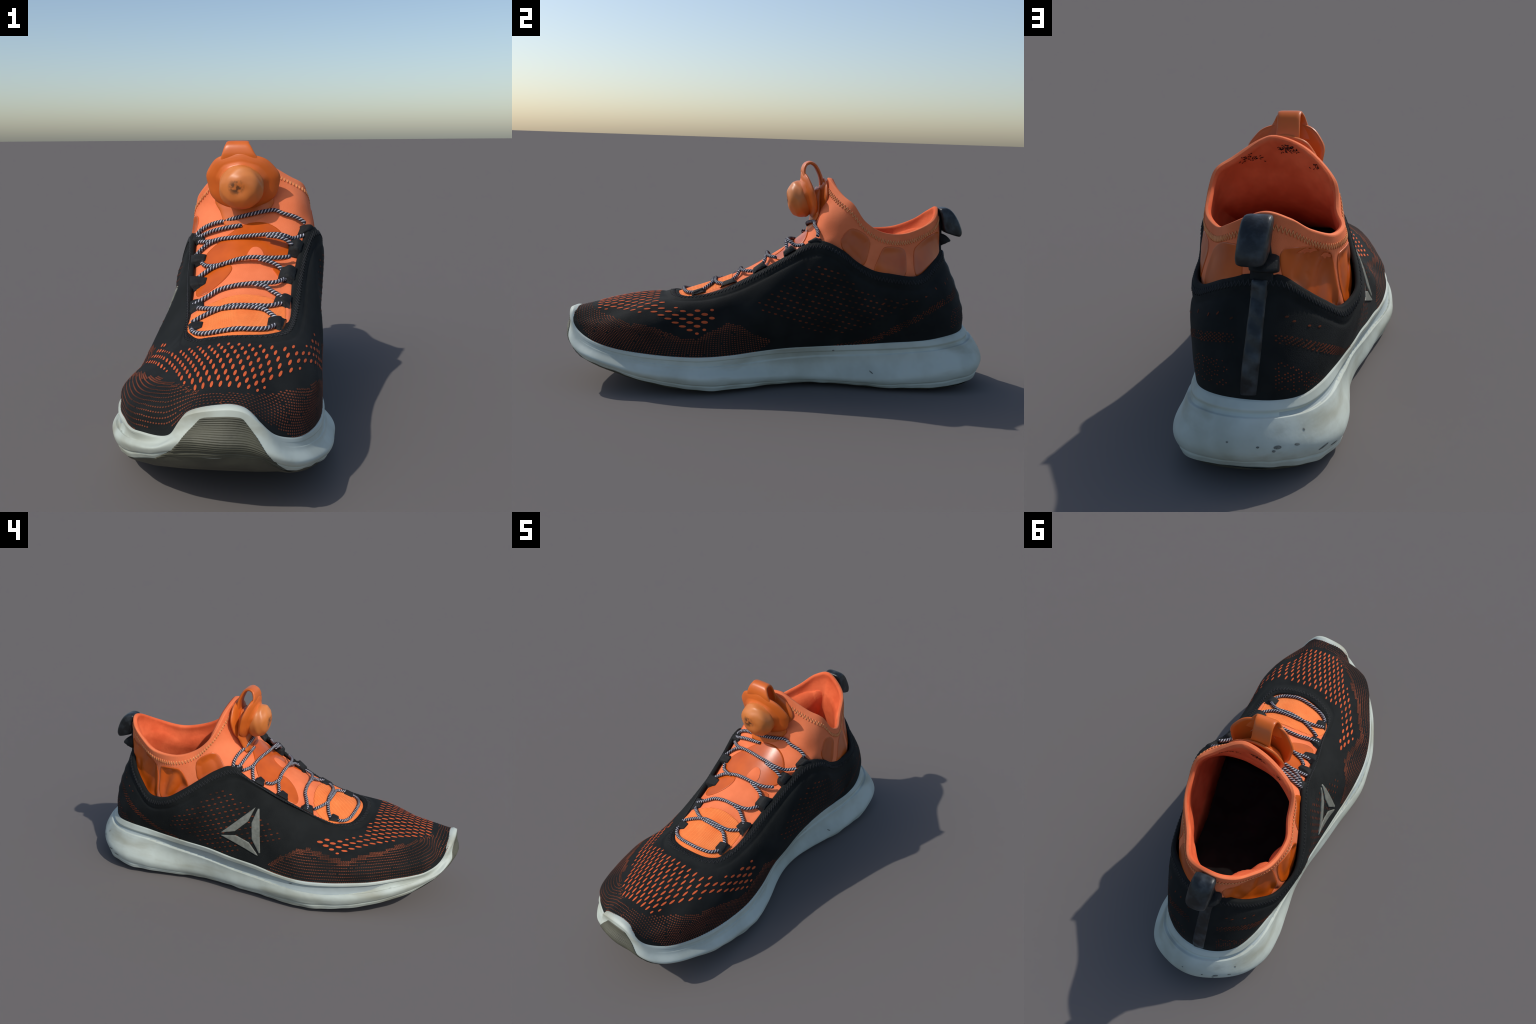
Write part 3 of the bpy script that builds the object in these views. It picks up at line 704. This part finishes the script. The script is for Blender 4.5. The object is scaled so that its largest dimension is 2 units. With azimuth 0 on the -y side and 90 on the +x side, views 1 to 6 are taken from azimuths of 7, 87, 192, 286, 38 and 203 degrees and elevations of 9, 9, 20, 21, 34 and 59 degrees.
# unrolled coordinates of the forefoot: angle phi about a line inside the toe box, and y
def phi_hit(phi, y):
    a = math.radians(phi); o = Vector((.03, y, .2)); d = Vector((math.sin(a), 0, math.cos(a)))
    loc, n, i, dist = UB.ray_cast(o+d*.06, d)
    return loc
Q_PHI = np.linspace(-110, 110, 221)
Q_LEN = np.concatenate([[0], np.cumsum((.205+.11*np.sin(np.radians(Q_PHI[:-1]))**2)*math.radians(1))]); Q_LEN -= Q_LEN[110]
to_phi = lambda q: float(np.interp(q, Q_LEN, Q_PHI)); to_q = lambda p: float(np.interp(p, Q_PHI, Q_LEN))
ZONE_BIG = [(-12,-.862),(20,-.868),(44,-.842),(50,-.76),(55,-.695),(60,-.61),(65,-.545),(71,-.47),(77,-.385),(72,-.335),(63,-.30),(55,-.315),(56,-.37),
            (56,-.434),(54,-.495),(50,-.535),(40,-.552),(31,-.562),(16,-.566),(-3,-.556),(-25,-.546),(-36,-.54),(-42,-.53),(-47,-.515),(-53,-.477),(-57,-.414),
            (-58,-.363),(-59,-.30),(-66,-.295),(-69,-.356),(-72,-.41),(-72,-.46),(-62,-.544),(-56,-.617),(-50,-.66),(-39,-.73),(-31,-.80)]
ZQ = [(to_q(a), y) for a, y in ZONE_BIG]
big = Dots(); row = 0; y = -.872
while y < -.28:
    q0 = .0155*(row % 2)
    for k in range(-22, 23):
        q = q0+k*.031+.004*math.sin(y*9)
        if not in_poly(q, y, ZQ): continue
        p = phi_hit(to_phi(q), y)
        if p is None: continue
        edge = sum(in_poly(q+dx, y+dy, ZQ) for dx, dy in ((.014, 0), (-.014, 0), (0, .02), (0, -.02)))
        g = {4: 1.0, 3: .85, 2: .55, 1: .4, 0: .3}[edge]
        arm = smooth01((y+.5)/.15)
        big.add(p, (.12*math.sin(q*4), 1, 0), (.0165-.001*arm)*g, (.0044+.0022*arm)*(.6+.4*g))
    y += .0325; row += 1
big.done('mesh_opening', M_DOT)

fine = Dots()
ZONE_FINE_R = [(0,-.97),(5,-.884),(30,-.885),(43,-.867),(58,-.778),(65.7,-.713),(68,-.663),(70.6,-.581),(74.5,-.519),(79.3,-.453),(79.9,-.383),(73.8,-.332),(66.6,-.248),(68.2,-.19),(75.7,-.117),(80,-.047),(92,-.098),(96,-.2),(97,-.4),(97,-.6),(97,-.75),(85,-.86),(60,-.94),(30,-.98)]
ZONE_FINE_L = [(24,-.98),(24,-.887),(-5,-.88),(-37,-.80),(-50,-.732),(-58,-.669),(-64,-.633),(-70,-.538),(-77,-.47),(-76,-.42),(-75,-.362),(-72,-.312),(-71,-.273),(-72,-.221),(-81,-.127),(-89,-.07),(-95,-.12),(-99,-.25),(-99,-.4),(-97,-.55),(-95,-.68),(-90,-.78),(-80,-.87),(-50,-.92),(-20,-.96)]
up_len = dist[0][None]-dist            # arc length measured up from the sole joint
arc = np.concatenate([[0], np.cumsum(np.linalg.norm(np.roll(UG[8], -1, 0)-UG[8], axis=1))])
def wall_at(c, d):
    c = c % N; i = int(c); f = c-i; j = (i+1) % N
    if d > up_len[-1, i]: return None
    r = np.interp(d, up_len[:, i], np.arange(LV)); k = min(int(r), LV-2); g = r-k
    return (UG[k, i]*(1-f)+UG[k, j]*f)*(1-g)+(UG[k+1, i]*(1-f)+UG[k+1, j]*f)*g
for zone, drow, dcol, la, lb, side in ((ZONE_FINE_R, .0118, .0118, .0036, .0027, 1), (ZONE_FINE_L, .0150, .0092, .0034, .0026, -1)):
    Z = [(to_q(a), yy) for a, yy in zone]
    row = 0; d = .006
    while d < .30:
        s0 = (row % 2)*dcol*.5
        while s0 < arc[-1]:
            c = float(np.interp(s0, arc, np.arange(N+1))); s0 += dcol
            u = c*NS/N
            if side > 0 and not u < 14 or side < 0 and not u > 27: continue
            p = wall_at(c, d)
            if p is None or p[1] > 0: continue
            phi = math.degrees(math.atan2(p[0]-.03, p[2]-.2)); q = to_q(phi)
            if abs(phi) < 93 and not in_poly(q, p[1], Z): continue
            if abs(phi) >= 93 and p[1] > -.07: continue
            if RNG.random() < .02: continue
            top_edge = abs(phi) < 93 and not in_poly(q-.024*side, p[1], Z)
            t = UG[10, (int(c)+2) % N]-UG[10, int(c) % N]
            g = 1.2 if top_edge else .95
            fine.add(p, t, la*g, lb*g, n=6, off=.0012)
            if top_edge and side < 0:
                p2 = wall_at(c+.4, d+drow*.5)
                if p2 is not None: fine.add(p2, t, la, lb, n=6, off=.0012)
        d += drow; row += 1
fine.done('fine_mesh_opening', M_DOT_FINE)

# side panels: rows slanting down to the heel, seen square from the side
dim = Dots()
def side_hit(y, z, sx):
    loc, n, i, d = UB.ray_cast(Vector((sx*1.0, y, z)), Vector((-sx, 0, 0))); return loc
SIDE_R = [(-.127,.424),(-.013,.50),(.109,.594),(.189,.601),(.253,.579),(.302,.525),(.362,.486),(.442,.445),(.578,.443),(.628,.436),(.551,.406),(.479,.357),(.416,.335),(.363,.294),(.271,.272),(.176,.277),(.042,.326),(-.052,.362),(-.12,.395)]
SIDE_L = [(.512,.326),(.432,.41),(.337,.472),(.271,.531),(.225,.56),(.158,.55),(.062,.487),(-.114,.378),(-.128,.346),(-.045,.314),(.03,.30),(.098,.25),(.179,.222),(.283,.255),(.401,.323)]
for poly, sx in ((SIDE_R, 1), (SIDE_L, -1)):
    for i in range(-40, 60):
        for j in range(-40, 60):
            yy = i*.0285+j*.013; zz = .2+i*-.0085+j*.0235
            if not in_poly(yy, zz, poly): continue
            p = side_hit(yy, zz, sx)
            if p is None: continue
            e = sum(in_poly(yy+a, zz+b, poly) for a, b in ((.02, 0), (-.02, 0), (0, .015), (0, -.015)))
            g = .7+.1*e*.75+RNG.uniform(-.1, .1)
            dim.add(p, (0, 1, -.22), .0075*g, .0036*g, n=8)
# heel: one row of larger marks, and a slanting band, both wrapping the back
def heel_band(curve_top, curve_low, pitch, rowsp, la, lb, skip=0):
    A = open_spline(curve_top, 300); Bc = open_spline(curve_low, 300)
    L = np.concatenate([[0], np.cumsum(np.linalg.norm(np.diff(A, axis=0), axis=1))]); s = 0; col = 0
    while s < L[-1]:
        i = int(np.searchsorted(L, s)); i = min(i, 299); w = np.linalg.norm(A[i]-Bc[i]); nrow = max(1, int(w/rowsp))
        for r in range(nrow):
            f = (r+.5*(col % 2))/max(1, nrow)
            p = A[i]*(1-f)+Bc[i]*f
            if -.085 < p[0] < .05 and p[1] > .8: continue
            if RNG.random() < skip: continue
            dim.add(p, (A[min(i+3, 299)]-A[max(i-3, 0)]), la*RNG.uniform(.8, 1.15), lb*RNG.uniform(.8, 1.15), n=7)
        s += pitch; col += 1
heel_band([(.216,.25,.21),(.227,.395,.245),(.254,.535,.318),(.235,.684,.402),(.168,.79,.445),(.107,.835,.465),(.04,.866,.475)],
          [(.216,.27,.198),(.219,.405,.215),(.251,.545,.285),(.223,.712,.385),(.168,.80,.415),(.107,.847,.435),(.04,.874,.447)], .0085, .0105, .0038, .0028, .1)
heel_band([(-.09,.853,.474),(-.138,.822,.458),(-.209,.762,.415),(-.255,.644,.345),(-.27,.55,.29),(-.28,.45,.255)],
          [(-.09,.858,.445),(-.149,.822,.425),(-.22,.756,.375),(-.255,.62,.30),(-.265,.53,.26),(-.28,.43,.24)], .0095, .0105, .0042, .003, .05)
heel_band([(.19,.80,.375),(.12,.86,.385),(.06,.88,.39)], [(.19,.80,.29),(.12,.86,.30),(.06,.88,.31)], .011, .012, .003, .0022, .35)
heel_band([(-.09,.878,.40),(-.13,.855,.375),(-.176,.822,.34),(-.22,.73,.285)], [(-.09,.89,.30),(-.13,.865,.285),(-.176,.822,.27),(-.22,.72,.265)], .011, .012, .0033, .0024, .3)
for p in [(.278,.44,.40),(.28,.459,.425),(.277,.485,.414),(.272,.516,.406),(.267,.547,.40),(.265,.566,.423),(.253,.612,.434),(.234,.656,.449),(.196,.714,.48),(.15,.775,.50),(.116,.799,.518),(.065,.833,.518),(-.12,.814,.523),(-.142,.803,.504),(-.186,.767,.475),(-.215,.735,.46)]:
    dim.add(p, (0 if abs(p[0]) > .2 else 1, 1, .2), .0075, .0035, n=8)
dim.done('dim_mesh_opening', M_DOT_DIM)

# ================================================================== stitching
def tube_many(paths, rad, name, mat, parent, nseg=5):
    V = []; F = []
    for P in paths:
        v, f = sweep(P, rad, nseg); o = len(V); V += list(v); F += [tuple(i+o for i in ff) for ff in f]
    return make_obj(name, V, F, mat, parent=parent, kind="stuff")
# zigzag round the collar, a little below the rim
segk = np.linalg.norm(np.diff(KG, axis=0), axis=-1)
dk = np.concatenate([np.cumsum(segk[::-1], 0)[::-1], np.zeros((1, NK))], 0)
def sock_at(c, d, off):
    c = c % NK; i = int(c); f = c-i; j = (i+1) % NK
    col = dk[::-1, i]; r = np.interp(d, col, np.arange(LK)[::-1]); k = min(int(r), LK-2); g = r-k
    p = (KG[k, i]*(1-f)+KG[k, j]*f)*(1-g)+(KG[k+1, i]*(1-f)+KG[k+1, j]*f)*g
    return p+kn[k, i]*off
Lr = np.concatenate([[0], np.cumsum(np.linalg.norm(np.roll(KG[-1], -1, 0)-KG[-1], axis=1))])
path = []; s = 0; k = 0
while s < Lr[-1]:
    c = np.interp(s, Lr, np.arange(NK+1))
    path.append(sock_at(c, .030+(.020 if k % 2 else 0), .0018)); s += .0075; k += 1
P = np.array(path)
P = np.concatenate([P[i]+(P[i+1]-P[i])*np.linspace(0, 1, 5, endpoint=False)[:, None] for i in range(len(P)-1)])
tube_many([P], .0019, 'collar_stitching', M_STITCH_TAN, sock)
# overlock zigzag on the throat welt
def upper_at(c, d, off):
    c = c % N; i = int(c); f = c-i; j = (i+1) % N
    r = np.interp(d, dist[::-1, i], np.arange(LV)[::-1]); k = min(int(r), LV-2); g = r-k
    p = (UG[k, i]*(1-f)+UG[k, j]*f)*(1-g)+(UG[k+1, i]*(1-f)+UG[k+1, j]*f)*g
    return p+UN[k, i]*off
Lr = np.concatenate([[0], np.cumsum(np.linalg.norm(np.roll(UG[-1], -1, 0)-UG[-1], axis=1))])
paths = []
for d0, d1, step in ((.018, .040, .008),):
    path = []; s = 0; k = 0
    while s < Lr[-1]:
        c = np.interp(s, Lr, np.arange(N+1)); path.append(upper_at(c, d1 if k % 2 else d0, .0012)); s += step; k += 1
    P = np.array(path); paths.append(np.concatenate([P[i]+(P[i+1]-P[i])*np.linspace(0, 1, 4, endpoint=False)[:, None] for i in range(len(P)-1)]))
tube_many(paths, .0018, 'welt_stitching', M_STITCH_BLACK, upper)

# ================================================================== scuffs and pits on the midsole, smudges on the lining
MB = bvh_of(midsole)
class Marks(Dots):
    def done(s, name, mat, parent):
        ob = make_obj(name, s.V, s.F, mat, parent=parent, kind="stuff"); return ob
M_SCUFF = noise_mat('grey_scuff', (.09, .10, .09), (.22, .23, .2), 90, rough=.8)
mk = Marks()
for p, d, a, b in [((-.115,.985,.155),(1,.2,0),.013,.006),((-.10,.985,.14),(1,0,0),.006,.004),((-.17,.945,.15),(1,.4,.2),.009,.004),((-.19,.91,.19),(1,-.6,.1),.005,.003),
                   ((-.24,.87,.10),(.5,-1,.3),.022,.004),((-.265,.82,.085),(.3,-1,.2),.02,.003),((-.05,.995,.16),(1,0,0),.005,.003),((.05,.99,.17),(1,0,0),.004,.003),
                   ((.27,.25,.16),(0,1,0),.006,.004),((.27,.42,.10),(0,1,-1),.012,.003),((-.27,-.7,.15),(0,1,0),.008,.002),((-.34,-.2,.13),(0,1,0),.01,.002)]:
    mk.add(p, d, a, b, n=10, off=.0012, bvh=MB)
mk.done('sole_scuff', M_SCUFF, midsole)

# dark flecks under the front rim of the lining
LB = bvh_of(lining)
fl = Marks()
for cx, cz, w, n in ((-.02, .935, .05, 60), (.115, .89, .04, 40), (-.13, .875, .03, 14)):
    for k in range(n):
        x = cx+RNG.normal()*w*.5; z = cz+RNG.normal()*.009-abs(x-cx)*.25
        fl.add((x, .245+abs(x)*.12, z), (1, RNG.normal(), RNG.normal()), .0045, .0016, n=5, off=-.0022, bvh=LB)
fl.done('rim_fleck', M_INNER_DARK, lining)
